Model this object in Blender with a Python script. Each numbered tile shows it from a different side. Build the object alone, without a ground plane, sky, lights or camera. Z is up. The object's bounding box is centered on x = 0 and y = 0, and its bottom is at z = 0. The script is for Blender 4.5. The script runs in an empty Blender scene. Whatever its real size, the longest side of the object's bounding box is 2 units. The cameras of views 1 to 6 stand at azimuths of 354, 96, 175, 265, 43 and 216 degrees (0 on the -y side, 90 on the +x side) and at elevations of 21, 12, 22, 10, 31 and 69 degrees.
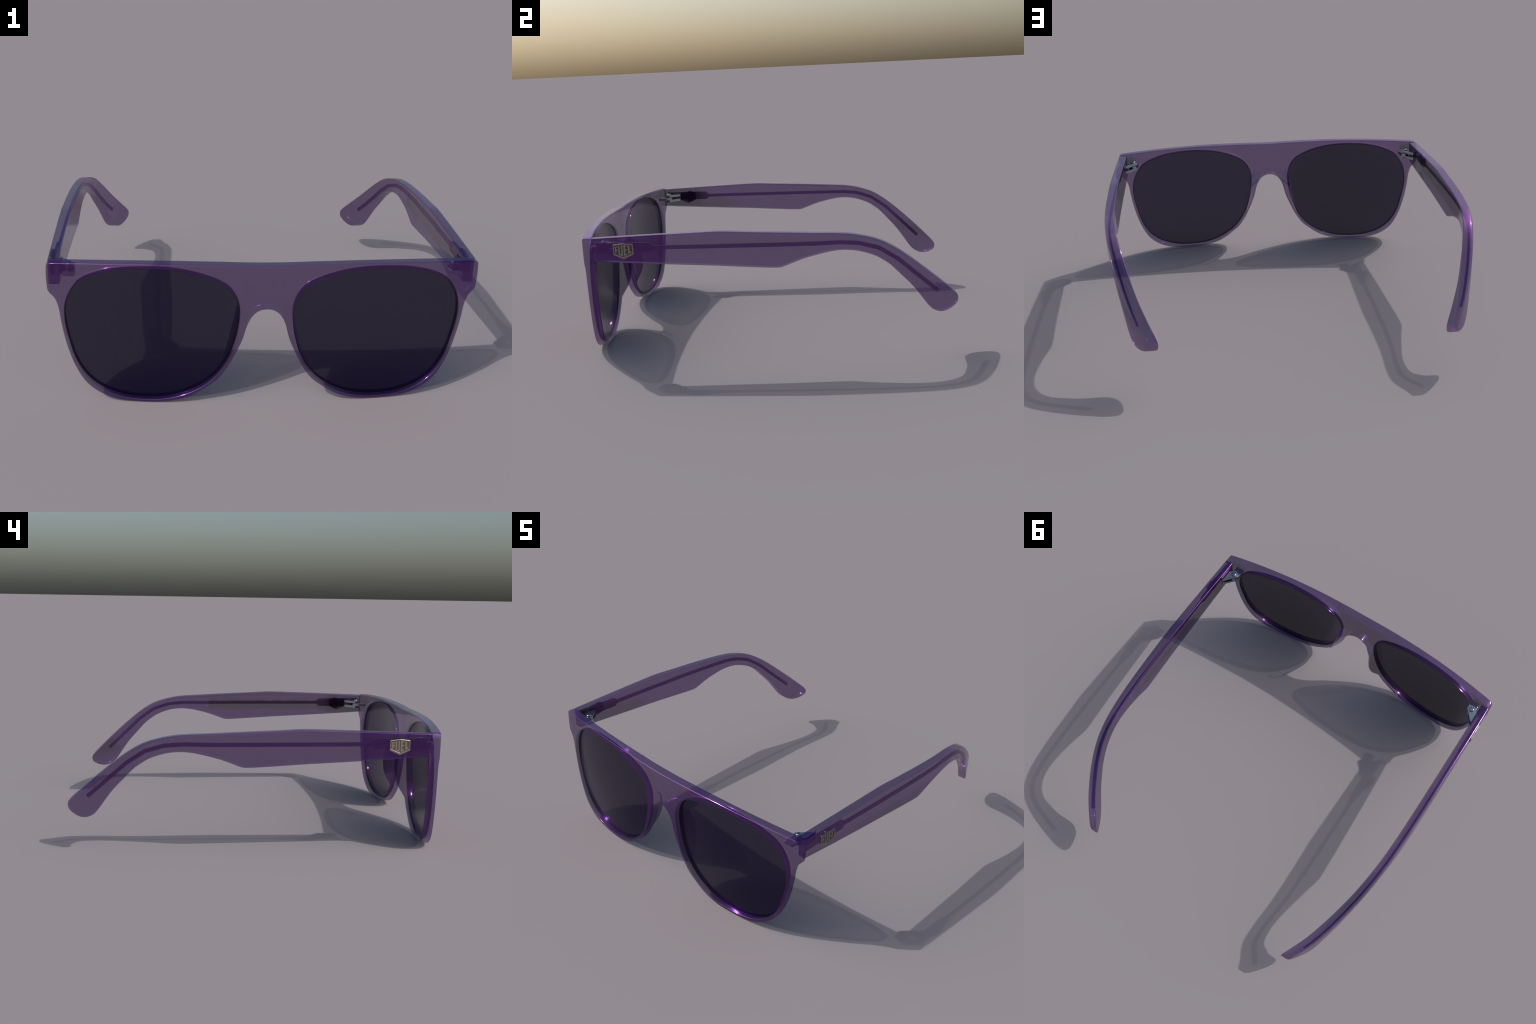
"""Translucent purple flat-top sunglasses, standing open on the rims."""
import bpy, bmesh, math
from mathutils import Vector
from mathutils.geometry import delaunay_2d_cdt

# ------------------------------------------------------------------ materials
def material(name, base, metallic=0.0, rough=0.2, alpha=1.0, ior=1.45, grain=0.0, grain_scale=40.0, spec=None):
    m = bpy.data.materials.new(name)
    m.use_nodes = True
    nt = m.node_tree
    b = nt.nodes["Principled BSDF"]
    b.inputs["Metallic"].default_value = metallic
    b.inputs["IOR"].default_value = ior
    b.inputs["Alpha"].default_value = alpha
    if spec is not None:
        b.inputs["Specular IOR Level"].default_value = spec
    tc = nt.nodes.new("ShaderNodeTexCoord")
    n = nt.nodes.new("ShaderNodeTexNoise")
    n.inputs["Scale"].default_value = grain_scale
    n.inputs["Detail"].default_value = 3.0
    nt.links.new(tc.outputs["Object"], n.inputs["Vector"])
    ramp = nt.nodes.new("ShaderNodeValToRGB")
    lo = tuple(c * (1 - grain) for c in base)
    hi = tuple(min(1.0, c * (1 + grain)) for c in base)
    ramp.color_ramp.elements[0].position, ramp.color_ramp.elements[1].position = 0.35, 0.65
    ramp.color_ramp.elements[0].color = (*lo, 1)
    ramp.color_ramp.elements[1].color = (*hi, 1)
    nt.links.new(n.outputs["Fac"], ramp.inputs["Fac"])
    nt.links.new(ramp.outputs["Color"], b.inputs["Base Color"])
    rr = nt.nodes.new("ShaderNodeMapRange")
    rr.inputs["To Min"].default_value = max(0.0, rough * 0.9)
    rr.inputs["To Max"].default_value = rough * 1.1
    nt.links.new(n.outputs["Fac"], rr.inputs["Value"])
    nt.links.new(rr.outputs["Result"], b.inputs["Roughness"])
    return m

PURPLE = material("translucent_purple_acetate", (0.166, 0.060, 0.282), metallic=1.0, rough=0.10, alpha=0.57, grain=0.03)
CORE = material("tinted_core_strip", (0.125, 0.052, 0.190), metallic=1.0, rough=0.16, alpha=0.62, grain=0.03)
SMOKE = material("smoked_lens", (0.027, 0.018, 0.072), metallic=1.0, rough=0.20, alpha=0.745, ior=1.5, grain=0.05)
CHROME = material("bright_steel", (0.40, 0.43, 0.46), metallic=1.0, rough=0.10, grain=0.03)
NICKEL = material("warm_nickel", (0.38, 0.325, 0.285), metallic=0.9, rough=0.36, grain=0.06, grain_scale=120)
DARKNICKEL = material("darkened_nickel", (0.130, 0.112, 0.090), metallic=0.8, rough=0.5, grain=0.10, grain_scale=160)

def add_grey_patches(m):
    """Dull olive-grey patches mixed into the base colour on the inner faces of the temples: a long streak on one,
    a wedge by the hinge on the other. Object coordinates equal metres here."""
    nt = m.node_tree
    N, L = nt.nodes.new, nt.links.new
    b = nt.nodes["Principled BSDF"]
    old = b.inputs["Base Color"].links[0].from_socket
    tc, sep, noise = N("ShaderNodeTexCoord"), N("ShaderNodeSeparateXYZ"), N("ShaderNodeTexNoise")
    L(tc.outputs["Object"], sep.inputs[0]); L(tc.outputs["Object"], noise.inputs["Vector"])
    noise.inputs["Scale"].default_value, noise.inputs["Detail"].default_value = 14.0, 2.0
    def op(kind, a, c=None, d=None):
        n = N("ShaderNodeMath"); n.operation = kind
        for k, v in enumerate((a, c, d)):
            if v is None: continue
            if isinstance(v, (int, float)): n.inputs[k].default_value = v
            else: L(v, n.inputs[k])
        return n.outputs[0]
    def ramp(v, lo, hi):  # smooth 0..1 between lo and hi
        n = N("ShaderNodeMapRange"); n.interpolation_type = "SMOOTHSTEP"
        L(v, n.inputs["Value"]); n.inputs["From Min"].default_value = lo; n.inputs["From Max"].default_value = hi
        return n.outputs["Result"]
    def inv(v): return op("SUBTRACT", 1.0, v)
    def mul(*vs):
        r = vs[0]
        for v in vs[1:]: r = op("MULTIPLY", r, v)
        return r
    x, y, z = sep.outputs
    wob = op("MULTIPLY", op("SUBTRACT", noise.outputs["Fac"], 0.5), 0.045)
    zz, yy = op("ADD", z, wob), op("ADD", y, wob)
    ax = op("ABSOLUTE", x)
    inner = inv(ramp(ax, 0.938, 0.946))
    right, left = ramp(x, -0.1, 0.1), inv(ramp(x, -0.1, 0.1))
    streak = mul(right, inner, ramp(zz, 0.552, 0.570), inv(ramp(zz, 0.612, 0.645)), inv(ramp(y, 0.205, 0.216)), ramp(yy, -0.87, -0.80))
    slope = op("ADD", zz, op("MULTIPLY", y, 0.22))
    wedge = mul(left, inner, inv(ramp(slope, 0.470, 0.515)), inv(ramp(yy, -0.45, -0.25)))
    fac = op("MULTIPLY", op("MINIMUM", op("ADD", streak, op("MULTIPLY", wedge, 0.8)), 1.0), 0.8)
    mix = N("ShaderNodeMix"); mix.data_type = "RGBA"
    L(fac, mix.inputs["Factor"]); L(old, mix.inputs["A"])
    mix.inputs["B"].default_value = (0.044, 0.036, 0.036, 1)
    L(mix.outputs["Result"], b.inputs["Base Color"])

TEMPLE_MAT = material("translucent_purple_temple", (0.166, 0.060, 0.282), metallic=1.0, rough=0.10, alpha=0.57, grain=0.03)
add_grey_patches(TEMPLE_MAT)

# ------------------------------------------------------------------ helpers
def spline(pts, corners=(), step=0.012, closed=True):
    """Centripetal Catmull-Rom through 2D points; the listed indices stay sharp."""
    n = len(pts)
    P = [Vector(p) for p in pts]
    out = []
    for i in range(n if closed else n - 1):
        p1, p2 = P[i], P[(i + 1) % n]
        p0 = P[i - 1] if (closed or i > 0) and i not in corners else p1 + (p1 - p2)
        j = (i + 1) % n
        p3 = P[(i + 2) % n] if (closed or i + 2 < n) and j not in corners else p2 + (p2 - p1)
        t = [0.0]
        for a, b in ((p0, p1), (p1, p2), (p2, p3)):
            t.append(t[-1] + max((b - a).length, 1e-6) ** 0.5)
        k = max(1, round((p2 - p1).length / step))
        for s in range(k):
            x = t[1] + (t[2] - t[1]) * s / k
            L = lambda a, b, ta, tb: a * ((tb - x) / (tb - ta)) + b * ((x - ta) / (tb - ta))
            A1, A2, A3 = L(p0, p1, t[0], t[1]), L(p1, p2, t[1], t[2]), L(p2, p3, t[2], t[3])
            B1, B2 = L(A1, A2, t[0], t[2]), L(A2, A3, t[1], t[3])
            out.append(L(B1, B2, t[1], t[2]))
    if not closed:
        out.append(P[-1])
    return out

def area(lp):
    return 0.5 * sum(lp[i - 1].x * lp[i].y - lp[i].x * lp[i - 1].y for i in range(len(lp)))

def inset(lp, d):
    """Mitred offset to the left of the walking direction; d is a number or one per point."""
    n, out = len(lp), []
    for i in range(n):
        a, b = (lp[i] - lp[i - 1]).normalized(), (lp[(i + 1) % n] - lp[i]).normalized()
        na, nb = Vector((-a.y, a.x)), Vector((-b.y, b.x))
        m = na + nb
        k = d[i] if isinstance(d, (list, tuple)) else d
        out.append(lp[i] + m * (k / max(0.35, 1 + na.dot(nb))))
    return out

def inside(p, lp):
    c = False
    for i in range(len(lp)):
        a, b = lp[i - 1], lp[i]
        if (a.y > p.y) != (b.y > p.y) and p.x < (b.x - a.x) * (p.y - a.y) / (b.y - a.y) + a.x:
            c = not c
    return c

def smoothstep(a, b, x):
    t = min(1.0, max(0.0, (x - a) / (b - a)))
    return t * t * (3 - 2 * t)

def interp(x, xs, ys):
    if x <= xs[0]: return ys[0]
    for i in range(1, len(xs)):
        if x <= xs[i]:
            return ys[i - 1] + (ys[i] - ys[i - 1]) * (x - xs[i - 1]) / (xs[i] - xs[i - 1])
    return ys[-1]

def smooth_interp(x, xs, ys):
    """monotone cubic-ish (finite difference Hermite)."""
    if x <= xs[0]: return ys[0] + (x - xs[0]) * (ys[1] - ys[0]) / (xs[1] - xs[0])
    if x >= xs[-1]: return ys[-1] + (x - xs[-1]) * (ys[-1] - ys[-2]) / (xs[-1] - xs[-2])
    i = max(k for k in range(len(xs) - 1) if xs[k] <= x)
    def slope(k):
        if k == 0: return (ys[1] - ys[0]) / (xs[1] - xs[0])
        if k == len(xs) - 1: return (ys[-1] - ys[-2]) / (xs[-1] - xs[-2])
        return (ys[k + 1] - ys[k - 1]) / (xs[k + 1] - xs[k - 1])
    h = xs[i + 1] - xs[i]; t = (x - xs[i]) / h
    return ((2*t**3 - 3*t**2 + 1) * ys[i] + (t**3 - 2*t**2 + t) * h * slope(i)
            + (-2*t**3 + 3*t**2) * ys[i + 1] + (t**3 - t**2) * h * slope(i + 1))

def finish(me, name, mat, parent, sharp=40.0, weighted=True):
    o = bpy.data.objects.new(name, me)
    bpy.context.scene.collection.objects.link(o)
    me.materials.append(mat)
    for p in me.polygons: p.use_smooth = True
    me.set_sharp_from_angle(angle=math.radians(sharp))
    if weighted:
        w = o.modifiers.new("weighted_normals", "WEIGHTED_NORMAL")
        w.keep_sharp = True
        w.weight = 60
    o.parent = parent
    return o

def slab(name, outer, holes, place, thick, r0, r1, mat, parent, seg=4, grid=0.022, flip=False, mids=1, flare=None, flare_depth=0.024, hole_r0=None):
    """A plate with rounded rims: `outer` and `holes` are loops in (u, v); place(u, v, depth) puts a
    point in space, depth 0 on the face and thick(u, v) on the back."""
    loops = []
    for k, lp in enumerate([outer] + holes):
        if (area(lp) > 0) != (k == 0): lp = lp[::-1]
        loops.append(lp)
    R0 = r0 if callable(r0) else (lambda u, v: r0)
    R1 = r1 if callable(r1) else (lambda u, v: r1)
    verts, faces = [], []
    caps = ([], [])
    for k, lp in enumerate(loops):
        a0 = [R0(p.x, p.y) for p in lp]; a1 = [R1(p.x, p.y) for p in lp]
        T = [thick(p.x, p.y) for p in lp]
        if k and hole_r0: a0 = [hole_r0] * len(lp)
        fl = [flare(p.x, p.y) if flare and k else 0.0 for p in lp]   # the opening widens towards the face
        at = lambda i, d: fl[i] * max(0.0, 1 - d / flare_depth)
        rings = []
        for s in range(seg + 1):
            a = math.pi / 2 * s / seg
            D = [r * (1 - math.cos(a)) for r in a0]
            rings.append((inset(lp, [r * (1 - math.sin(a)) + at(i, D[i]) for i, r in enumerate(a0)]), D))
        if flare and k: rings.append((lp, [flare_depth] * len(lp)))
        for s in range(1, (0 if flare and k else mids) + 1):
            f = s / (mids + 1)
            rings.append((lp, [a0[i] * (1 - f) + (T[i] - a1[i]) * f for i in range(len(lp))]))
        for s in range(seg + 1):
            a = math.pi / 2 * s / seg
            q = inset(lp, [r * (1 - math.cos(a)) for r in a1])
            rings.append((q, [T[i] - a1[i] * (1 - math.sin(a)) for i in range(len(lp))]))
        n, base = len(lp), len(verts)
        for q, d in rings:
            verts += [place(q[i].x, q[i].y, d[i]) for i in range(n)]
        for s in range(len(rings) - 1):
            for i in range(n):
                j = (i + 1) % n
                faces.append((base + s*n + i, base + s*n + j, base + (s+1)*n + j, base + (s+1)*n + i))
        caps[0].append((rings[0][0], base))
        caps[1].append((rings[-1][0], base + (len(rings) - 1) * n))
    for side, cap in enumerate(caps):
        pts, edges, ids = [], [], []
        for q, base in cap:
            s = len(pts); n = len(q)
            pts += [Vector((p.x, p.y)) for p in q]; ids += [base + i for i in range(n)]
            edges += [(s + i, s + (i + 1) % n) for i in range(n)]
        rim = list(pts)
        if grid:
            us = [p.x for p in pts]; vs = [p.y for p in pts]
            u0, v0 = min(us), min(vs)
            for i in range(1, int((max(us) - u0) / grid) + 1):
                for j in range(1, int((max(vs) - v0) / grid) + 1):
                    p = Vector((u0 + (i + 0.5 * (j % 2)) * grid, v0 + j * grid))
                    if inside(p, cap[0][0]) and not any(inside(p, h[0]) for h in cap[1:]) \
                       and all((p - q).length_squared > (0.55 * grid) ** 2 for q in rim):
                        pts.append(p); ids.append(None)
        vo, eo, fo, ov, oe, of = delaunay_2d_cdt(pts, edges, [], 0, 1e-7)
        m = []
        for k, p in enumerate(vo):
            src = ov[k][0] if ov[k] else None
            if src is not None and ids[src] is not None:
                m.append(ids[src])
            else:
                d = 0.0 if side == 0 else thick(p.x, p.y)
                m.append(len(verts)); verts.append(place(p.x, p.y, d))
        for f in fo:
            c = sum((vo[k] for k in f), Vector((0, 0))) / len(f)
            if inside(c, cap[0][0]) and not any(inside(c, h[0]) for h in cap[1:]):
                t = tuple(m[k] for k in f)
                faces.append(t[::-1] if side == 0 else t)
    if flip: faces = [f[::-1] for f in faces]
    me = bpy.data.meshes.new(name)
    me.from_pydata([tuple(v) for v in verts], [], faces)
    bm = bmesh.new(); bm.from_mesh(me)
    bmesh.ops.remove_doubles(bm, verts=bm.verts, dist=1e-6)
    bmesh.ops.recalc_face_normals(bm, faces=bm.faces)
    bm.to_mesh(me); bm.free()
    return finish(me, name, mat, parent)

def empty(name, loc, parent=None):
    o = bpy.data.objects.new(name, None)
    o.empty_display_size = 0.05
    bpy.context.scene.collection.objects.link(o)
    o.location = loc
    o.parent = parent
    return o

glasses = empty("sunglasses", (0, 0, 0))
glasses["label"] = "open flat-top sunglasses, translucent purple frame, dark smoked lenses"
glasses["category"] = "sunglasses"

# ------------------------------------------------------------------ front frame
def front_y(x, z):
    """Face curve of the front: bowed in plan, leaning back a little towards the foot."""
    u = (x / 0.963) ** 2
    return -1.0 + 0.076 * u + 0.009 * u * u + 0.007 * (1 - z / 0.67)

half = [(0.0, 0.6775), (0.2, 0.681), (0.45, 0.683), (0.7, 0.678), (0.88, 0.671), (0.945, 0.6675),
        (0.958, 0.6642), (0.9645, 0.655), (0.966, 0.640), (0.9675, 0.594), (0.9650, 0.545), (0.9635, 0.535), (0.959, 0.5275),
        (0.939, 0.5055), (0.933, 0.498), (0.9275, 0.485), (0.919, 0.456), (0.912, 0.400), (0.902, 0.336), (0.884, 0.256),
        (0.856, 0.173), (0.818, 0.102), (0.786, 0.067), (0.744, 0.038), (0.700, 0.0185), (0.650, 0.0065), (0.585, 0.0008),
        (0.51, 0.0), (0.440, 0.0045), (0.390, 0.0150), (0.343, 0.0310), (0.300, 0.0550), (0.26, 0.084), (0.215, 0.121),
        (0.170, 0.184), (0.137, 0.249), (0.105, 0.325), (0.0865, 0.392), (0.070, 0.428), (0.0515, 0.452),
        (0.029, 0.4660), (0.0, 0.471)]
frame_outline = spline([(x, z) for x, z in half] + [(-x, z) for x, z in half[-2:0:-1]], step=0.011)

opening = [(0.55, 0.6535), (0.65, 0.6455), (0.745, 0.623), (0.82, 0.587), (0.859, 0.54), (0.882, 0.49),
           (0.8915, 0.435), (0.8885, 0.37), (0.873, 0.29), (0.846, 0.197), (0.797, 0.116), (0.73, 0.063),
           (0.64, 0.0305), (0.53, 0.0205), (0.42, 0.0315), (0.317, 0.071), (0.234, 0.133), (0.170, 0.227),
           (0.1375, 0.325), (0.125, 0.40), (0.1235, 0.468), (0.138, 0.520), (0.170, 0.566), (0.217, 0.596),
           (0.286, 0.623), (0.362, 0.642), (0.443, 0.652)]

def rim_thickness(x, z):
    """Even plate, swelling backwards into the two nose pads."""
    ax = abs(x)
    along = smooth_interp(min(max(z, 0.160), 0.480), [0.155, 0.165, 0.20, 0.235, 0.273, 0.303, 0.34, 0.38, 0.42, 0.45, 0.475, 0.485],
                          [0.0, 0.0, 0.020, 0.042, 0.058, 0.065, 0.069, 0.064, 0.053, 0.042, 0.0, 0.0])
    nose = interp(z, [0.185, 0.249, 0.325, 0.392, 0.428, 0.452, 0.471], [0.170, 0.137, 0.105, 0.0865, 0.070, 0.0515, 0.0])
    lens = interp(z, [0.133, 0.227, 0.325, 0.40, 0.468, 0.52], [0.234, 0.170, 0.1375, 0.125, 0.1235, 0.138])
    t = (ax - nose) / max(lens - nose, 0.02)       # 0 on the nose side of the rim, 1 at the lens
    across = smoothstep(-0.15, 0.85, t) * (1 - smoothstep(0.015, 0.07, ax - lens))
    return 0.052 + 0.006 * math.exp(-(x / 0.35) ** 2) + along * across

def rim_flare(x, z):
    """How far the front edge of a lens opening stands back from the lens edge: most at the foot."""
    return 0.0045 + 0.0020 * (1 - smoothstep(0.02, 0.20, z)) 

def frame_place(x, z, d):
    return (x + math.copysign(0.18 * max(0.0, d - 0.050), x), front_y(x, z) + d, z)

openings = [spline([(s * x, z) for x, z in opening], step=0.013) for s in (1, -1)]
slab("front_frame", frame_outline, openings, frame_place, rim_thickness, 0.0065, lambda x, z: 0.0115 - 0.004 * smoothstep(0.004, 0.019, z), PURPLE, glasses, grid=0.024, mids=2,
     flare=rim_flare, flare_depth=0.023, hole_r0=0.003)

# ------------------------------------------------------------------ lenses
def lens_depth(x, z):
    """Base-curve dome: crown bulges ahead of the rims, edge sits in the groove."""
    r2 = ((abs(x) - 0.508) / 0.385) ** 2 + ((z - 0.337) / 0.318) ** 2
    return 0.0240 - 0.0205 * (1 - r2) * (1.0 if r2 < 1 else 0.3) - 0.015 * (abs(x) - 0.49)
for s in (1, -1):
    lp = spline([(s * x, z) for x, z in opening], step=0.013)
    if area(lp) < 0: lp = lp[::-1]
    lp = inset(lp, -0.0045)
    slab("lens", lp, [], lambda x, z, d: (x, front_y(x, z) + lens_depth(x, z) + d, z),
         lambda x, z: 0.014, 0.0015, 0.0015, SMOKE, glasses, seg=2, grid=0.03, mids=0)

# ------------------------------------------------------------------ temples
temple_profile = [(-0.866, 0.6635), (-0.65, 0.6705), (-0.43, 0.677), (-0.26, 0.6815), (-0.205, 0.6818), (-0.09, 0.6755), (0.075, 0.6675),
                  (0.20, 0.661), (0.265, 0.657), (0.36, 0.6515), (0.435, 0.644), (0.517, 0.6265), (0.592, 0.601),
                  (0.662, 0.561), (0.737, 0.505), (0.832, 0.424), (0.913, 0.350), (0.985, 0.279), (0.997, 0.263),
                  (1.001, 0.246), (0.996, 0.226), (0.972, 0.206), (0.942, 0.1925), (0.908, 0.1895), (0.880, 0.1985),
                  (0.855, 0.215), (0.837, 0.235), (0.800, 0.288), (0.757, 0.347), (0.690, 0.421), (0.642, 0.471),
                  (0.606, 0.498), (0.571, 0.520), (0.525, 0.539), (0.481, 0.5525), (0.440, 0.5595), (0.394, 0.562),
                  (0.338, 0.557), (0.219, 0.5305), (0.125, 0.4975), (0.098, 0.4885), (0.076, 0.487), (-0.09, 0.4965),
                  (-0.22, 0.5055), (-0.50, 0.5215), (-0.74, 0.5365), (-0.866, 0.5455)]
TEMPLE_Y = [-0.866, -0.55, -0.2, 0.1, 0.25, 0.4, 0.53, 0.65, 0.75, 0.85, 0.93, 1.0]
TEMPLE_X = [0.9640, 0.9680, 0.9705, 0.9685, 0.9630, 0.9515, 0.9335, 0.9055, 0.8735, 0.8320, 0.7875, 0.7420]
def temple_outer(y): return smooth_interp(y, TEMPLE_Y, TEMPLE_X)
def temple_width(y, z=0): return interp(y, [-0.866, -0.3, 0.3, 0.55, 0.75, 0.9, 1.0], [0.050, 0.050, 0.050, 0.054, 0.058, 0.058, 0.055])
def outer_round(y, z): return 0.0065 + 0.0085 * smoothstep(0.25, 0.6, y)

# core wire path in side view, and the wide anchor plate at the hinge end
wire_path = [(-0.556, 0.607), (-0.09, 0.604), (0.262, 0.601), (0.392, 0.602), (0.489, 0.5935), (0.588, 0.563),
             (0.685, 0.497), (0.891, 0.306)]

SHIELD = [(-0.053, 0.631), (0.0, 0.637), (0.053, 0.631), (0.053, 0.5775), (0.0, 0.5545), (-0.053, 0.5775)]
RIDGE = [(-0.0520, 0.6300), (0.0, 0.6360), (0.0520, 0.6300), (0.0520, 0.5835), (0.0, 0.5620), (-0.0520, 0.5835)]
PANEL = [(-0.0470, 0.6255), (0.0, 0.6310), (0.0470, 0.6255), (0.0470, 0.5860), (0.0, 0.5665), (-0.0470, 0.5860)]
BADGE_Y = -0.7025
def glyph(pts):  # letter corners measured from the badge's centre line and top point, in units of 1/13800 m
    return [((x - 1130) / 13800.0, 0.637 - (y - 200) / 13800.0) for x, y in pts]
LETTERS = {
    "letter_f": glyph([(540, 425), (750, 388), (750, 470), (640, 490), (640, 625), (725, 625), (725, 725), (640, 735), (640, 915), (540, 875)]),
    "letter_u": glyph([(788, 370), (893, 355), (893, 935), (992, 980), (992, 335), (1100, 318), (1100, 1135), (788, 1000)]),
    "letter_e": glyph([(1168, 318), (1410, 355), (1410, 435), (1285, 425), (1285, 620), (1405, 625), (1405, 715), (1285, 715), (1285, 975), (1410, 905), (1410, 1010), (1168, 1130)]),
    "letter_l": glyph([(1475, 365), (1595, 385), (1595, 815), (1710, 765), (1710, 865), (1475, 970)]),
}

def box_recess(target, lo, hi):
    me = bpy.data.meshes.new("cutter")
    bm = bmesh.new(); bmesh.ops.create_cube(bm, size=1.0)
    for v in bm.verts:
        v.co = Vector([lo[i] + (v.co[i] + 0.5) * (hi[i] - lo[i]) for i in range(3)])
    bm.to_mesh(me); bm.free()
    c = bpy.data.objects.new("cutter", me)
    bpy.context.scene.collection.objects.link(c)
    mod = target.modifiers.new("recess", "BOOLEAN")
    mod.operation, mod.object, mod.solver = "DIFFERENCE", c, "EXACT"
    target.modifiers.move(len(target.modifiers) - 1, 0)
    dg = bpy.context.evaluated_depsgraph_get()
    wn = target.modifiers["weighted_normals"]; wn.show_viewport = False
    bpy.context.view_layer.update()
    new = bpy.data.meshes.new_from_object(target.evaluated_get(bpy.context.evaluated_depsgraph_get()))
    target.modifiers.remove(mod)
    target.data = new
    wn.show_viewport = True
    for p in new.polygons: p.use_smooth = True
    new.set_sharp_from_angle(angle=math.radians(40))
    bpy.data.objects.remove(c)

def tube_strip(name, path, s, parent):
    """Flat core wire: rectangular section swept along the side-view path, following the temple's bend."""
    hw, hh = 0.0055, 0.0102
    dense = []
    for (y0, z0), (y1, z1) in zip(path, path[1:]):
        k = max(1, round(abs(y1 - y0) / 0.04))
        dense += [(y0 + (y1 - y0) * i / k, z0 + (z1 - z0) * i / k) for i in range(k)]
    dense.append(path[-1])
    verts, faces = [], []
    for i, (y, z) in enumerate(dense):
        a, b = dense[max(0, i - 1)], dense[min(len(dense) - 1, i + 1)]
        t = Vector((b[0] - a[0], b[1] - a[1])).normalized()
        n = Vector((-t.y, t.x))
        x = temple_outer(y) - 0.42 * temple_width(y) + 0.001
        for dx, dn in ((-1, -1), (1, -1), (1, 1), (-1, 1)):
            verts.append((s * (x + dx * hw), y + n.x * hh * dn, z + n.y * hh * dn))
    for i in range(len(dense) - 1):
        for k in range(4):
            faces.append((4*i + k, 4*i + (k+1) % 4, 4*i + 4 + (k+1) % 4, 4*i + 4 + k))
    e = 4 * (len(dense) - 1)
    faces += [(3, 2, 1, 0), (e, e+1, e+2, e+3)]
    me = bpy.data.meshes.new(name); me.from_pydata(verts, [], faces)
    bm = bmesh.new(); bm.from_mesh(me)
    bmesh.ops.recalc_face_normals(bm, faces=bm.faces)
    bm.to_mesh(me); bm.free()
    return finish(me, name, CORE, parent)

def circle(cx, cy, r, n=28, a0=0.0, a1=math.tau, closed=True):
    k = n if closed else n - 1
    return [Vector((cx + r * math.cos(a0 + (a1 - a0) * i / k), cy + r * math.sin(a0 + (a1 - a0) * i / k))) for i in range(n)]

V2 = lambda pts: [Vector(p) for p in pts]

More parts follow.
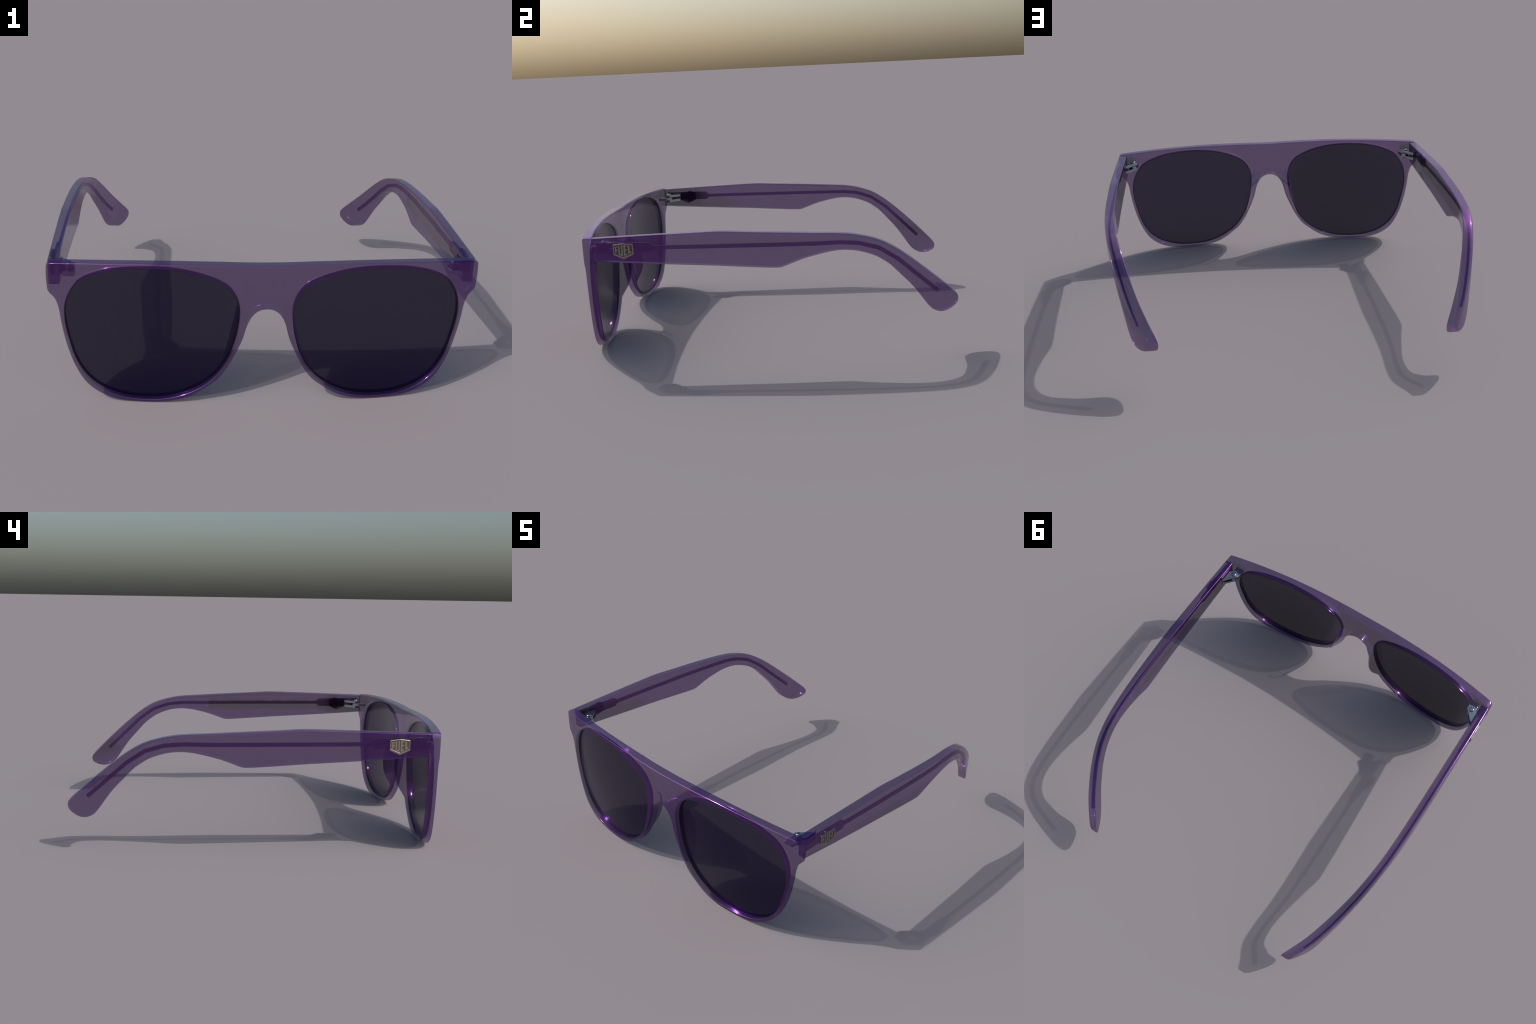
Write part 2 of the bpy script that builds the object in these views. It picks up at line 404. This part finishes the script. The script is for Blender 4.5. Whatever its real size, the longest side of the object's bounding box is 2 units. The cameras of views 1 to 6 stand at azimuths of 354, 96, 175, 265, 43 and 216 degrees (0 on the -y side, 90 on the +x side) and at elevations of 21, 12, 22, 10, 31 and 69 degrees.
for s in (1, -1):
    prof = spline(temple_profile, corners=(0, len(temple_profile) - 1), step=0.014)
    temple = slab("temple", prof, [], lambda y, z, d: (s * (temple_outer(y) - d), y, z + 0.003 * smoothstep(0.2, 0.6, y)), temple_width,
                  outer_round, 0.006, TEMPLE_MAT, glasses, grid=0.026, mids=1)
    # pocket that takes the hinge leaves
    xi = 0.964 - 0.050
    box_recess(temple, (min(s * (xi - 0.02), s * (xi + 0.010)), -0.846, 0.5795), (max(s * (xi - 0.02), s * (xi + 0.010)), -0.748, 0.638))
    tube_strip("core_wire", wire_path, s, temple)
    # anchor plate of the core, chamfered where it runs into the wire, and its rivet disc
    plate = [(-0.846, 0.5800), (-0.746, 0.5815), (-0.570, 0.5815), (-0.555, 0.598), (-0.555, 0.616), (-0.570, 0.6345), (-0.746, 0.6375), (-0.846, 0.6400)]
    slab("core_plate", V2(plate), [], lambda y, z, d: (s * (0.956 - d), y, z), lambda y, z: 0.016, 0.001, 0.001, CORE, temple, seg=1, grid=None, mids=0)
    slab("rivet_disc", circle(-0.690, 0.6055, 0.0365), [], lambda y, z, d: (s * (0.9605 - d), y, z), lambda y, z: 0.010, 0.001, 0.001, CORE, temple, seg=1, grid=None, mids=0)
    # badge: shield, ridge, dark panel and raised letters
    def on_badge(lift):
        return lambda u, v, d: (s * (temple_outer(BADGE_Y + s * u) + lift - d), BADGE_Y + s * u, v)
    def rounded(pts, r):
        out = []
        P = V2(pts); n = len(P)
        for i in range(n):
            a, b = (P[i-1] - P[i]).normalized(), (P[(i+1) % n] - P[i]).normalized()
            for k in range(5):
                t = k / 4
                p0, p1, p2 = P[i] + a * r, P[i], P[i] + b * r
                out.append(p0 * (1-t)**2 + p1 * 2*t*(1-t) + p2 * t*t)
        return out
    slab("badge", rounded(SHIELD, 0.005), [], on_badge(0.0026), lambda u, v: 0.0075, 0.0018, 0.0002, NICKEL, temple, seg=3, grid=None, mids=0)
    slab("badge_rim", rounded(RIDGE, 0.004), [rounded(PANEL, 0.002)], on_badge(0.0060), lambda u, v: 0.0048, 0.0014, 0.0002, NICKEL, temple, seg=3, grid=None, mids=0)
    slab("badge_panel", rounded(PANEL, 0.002), [], on_badge(0.0036), lambda u, v: 0.0010, 0.0001, 0.0001, DARKNICKEL, temple, seg=1, grid=None, mids=0)
    for nm, pts in LETTERS.items():
        slab(nm, V2(pts), [], on_badge(0.0050), lambda u, v: 0.0030, 0.0008, 0.0001, NICKEL, temple, seg=2, grid=None, mids=0)

    # -------------------------------------------------------------- hinge
    hx, hy = 0.8760, -0.8235
    hinge = empty("hinge", (0, 0, 0), glasses)
    def flat(z_top):
        return lambda x, y, d: (s * x, y, z_top - d)
    temple_leaf = V2([(0.8488, -0.8160), (0.8680, -0.7985), (0.9045, -0.7545), (0.9200, -0.7480), (0.9230, -0.8120), (0.9160, -0.8215), (0.9010, -0.8330)])
    temple_leaf += circle(hx, hy, 0.0275, 10, math.radians(-22), math.radians(-195), False)
    for zt, zb in ((0.6275, 0.6120), (0.5960, 0.5790)):
        slab("temple_leaf", temple_leaf, [], flat(zt), lambda x, y: zt - zb, 0.0015, 0.0015, CHROME, hinge, seg=2, grid=None, mids=0)
    frame_leaf = circle(hx, hy, 0.0270, 14, math.radians(-10), math.radians(190), False)
    frame_leaf += V2([(0.8440, -0.872), (0.8460, -0.892), (0.8965, -0.892), (0.8985, -0.865)])
    slab("frame_leaf", frame_leaf, [], flat(0.6100), lambda x, y: 0.0170, 0.0015, 0.0015, CHROME, hinge, seg=2, grid=None, mids=0)
    # pin and cross-slotted screw head
    slab("hinge_pin", circle(hx, hy, 0.0115, 20), [], flat(0.6285), lambda x, y: 0.0480, 0.001, 0.001, CHROME, hinge, seg=1, grid=None, mids=0)
    head = slab("screw", circle(hx, hy, 0.0165, 36), [], flat(0.6365), lambda x, y: 0.0095, 0.0060, 0.0008, CHROME, hinge, seg=4, grid=0.005, mids=0)
    for k in range(2):
        a = math.radians(35 + 90 * k)
        c, t = Vector((math.cos(a), math.sin(a))) * 0.0115, Vector((-math.sin(a), math.cos(a))) * 0.0028
        h0 = Vector((hx, hy))
        me = bpy.data.meshes.new("slot")
        bm = bmesh.new()
        bot = [bm.verts.new((s * p.x, p.y, 0.6300)) for p in (h0 - c - t, h0 + c - t, h0 + c + t, h0 - c + t)]
        top = [bm.verts.new((v.co.x, v.co.y, 0.660)) for v in bot]
        bm.faces.new(bot); bm.faces.new(top)
        for i in range(4): bm.faces.new((bot[i], bot[(i+1) % 4], top[(i+1) % 4], top[i]))
        bmesh.ops.recalc_face_normals(bm, faces=bm.faces)
        bm.to_mesh(me); bm.free()
        cut = bpy.data.objects.new("slot", me); bpy.context.scene.collection.objects.link(cut)
        mod = head.modifiers.new("slot", "BOOLEAN"); mod.operation, mod.object, mod.solver = "DIFFERENCE", cut, "EXACT"
        head.modifiers["weighted_normals"].show_viewport = False
        bpy.context.view_layer.update()
        new = bpy.data.meshes.new_from_object(head.evaluated_get(bpy.context.evaluated_depsgraph_get()))
        head.modifiers.remove(mod); head.data = new
        for p in new.polygons: p.use_smooth = True
        new.set_sharp_from_angle(angle=math.radians(40))
        head.modifiers["weighted_normals"].show_viewport = True
        bpy.data.objects.remove(cut)
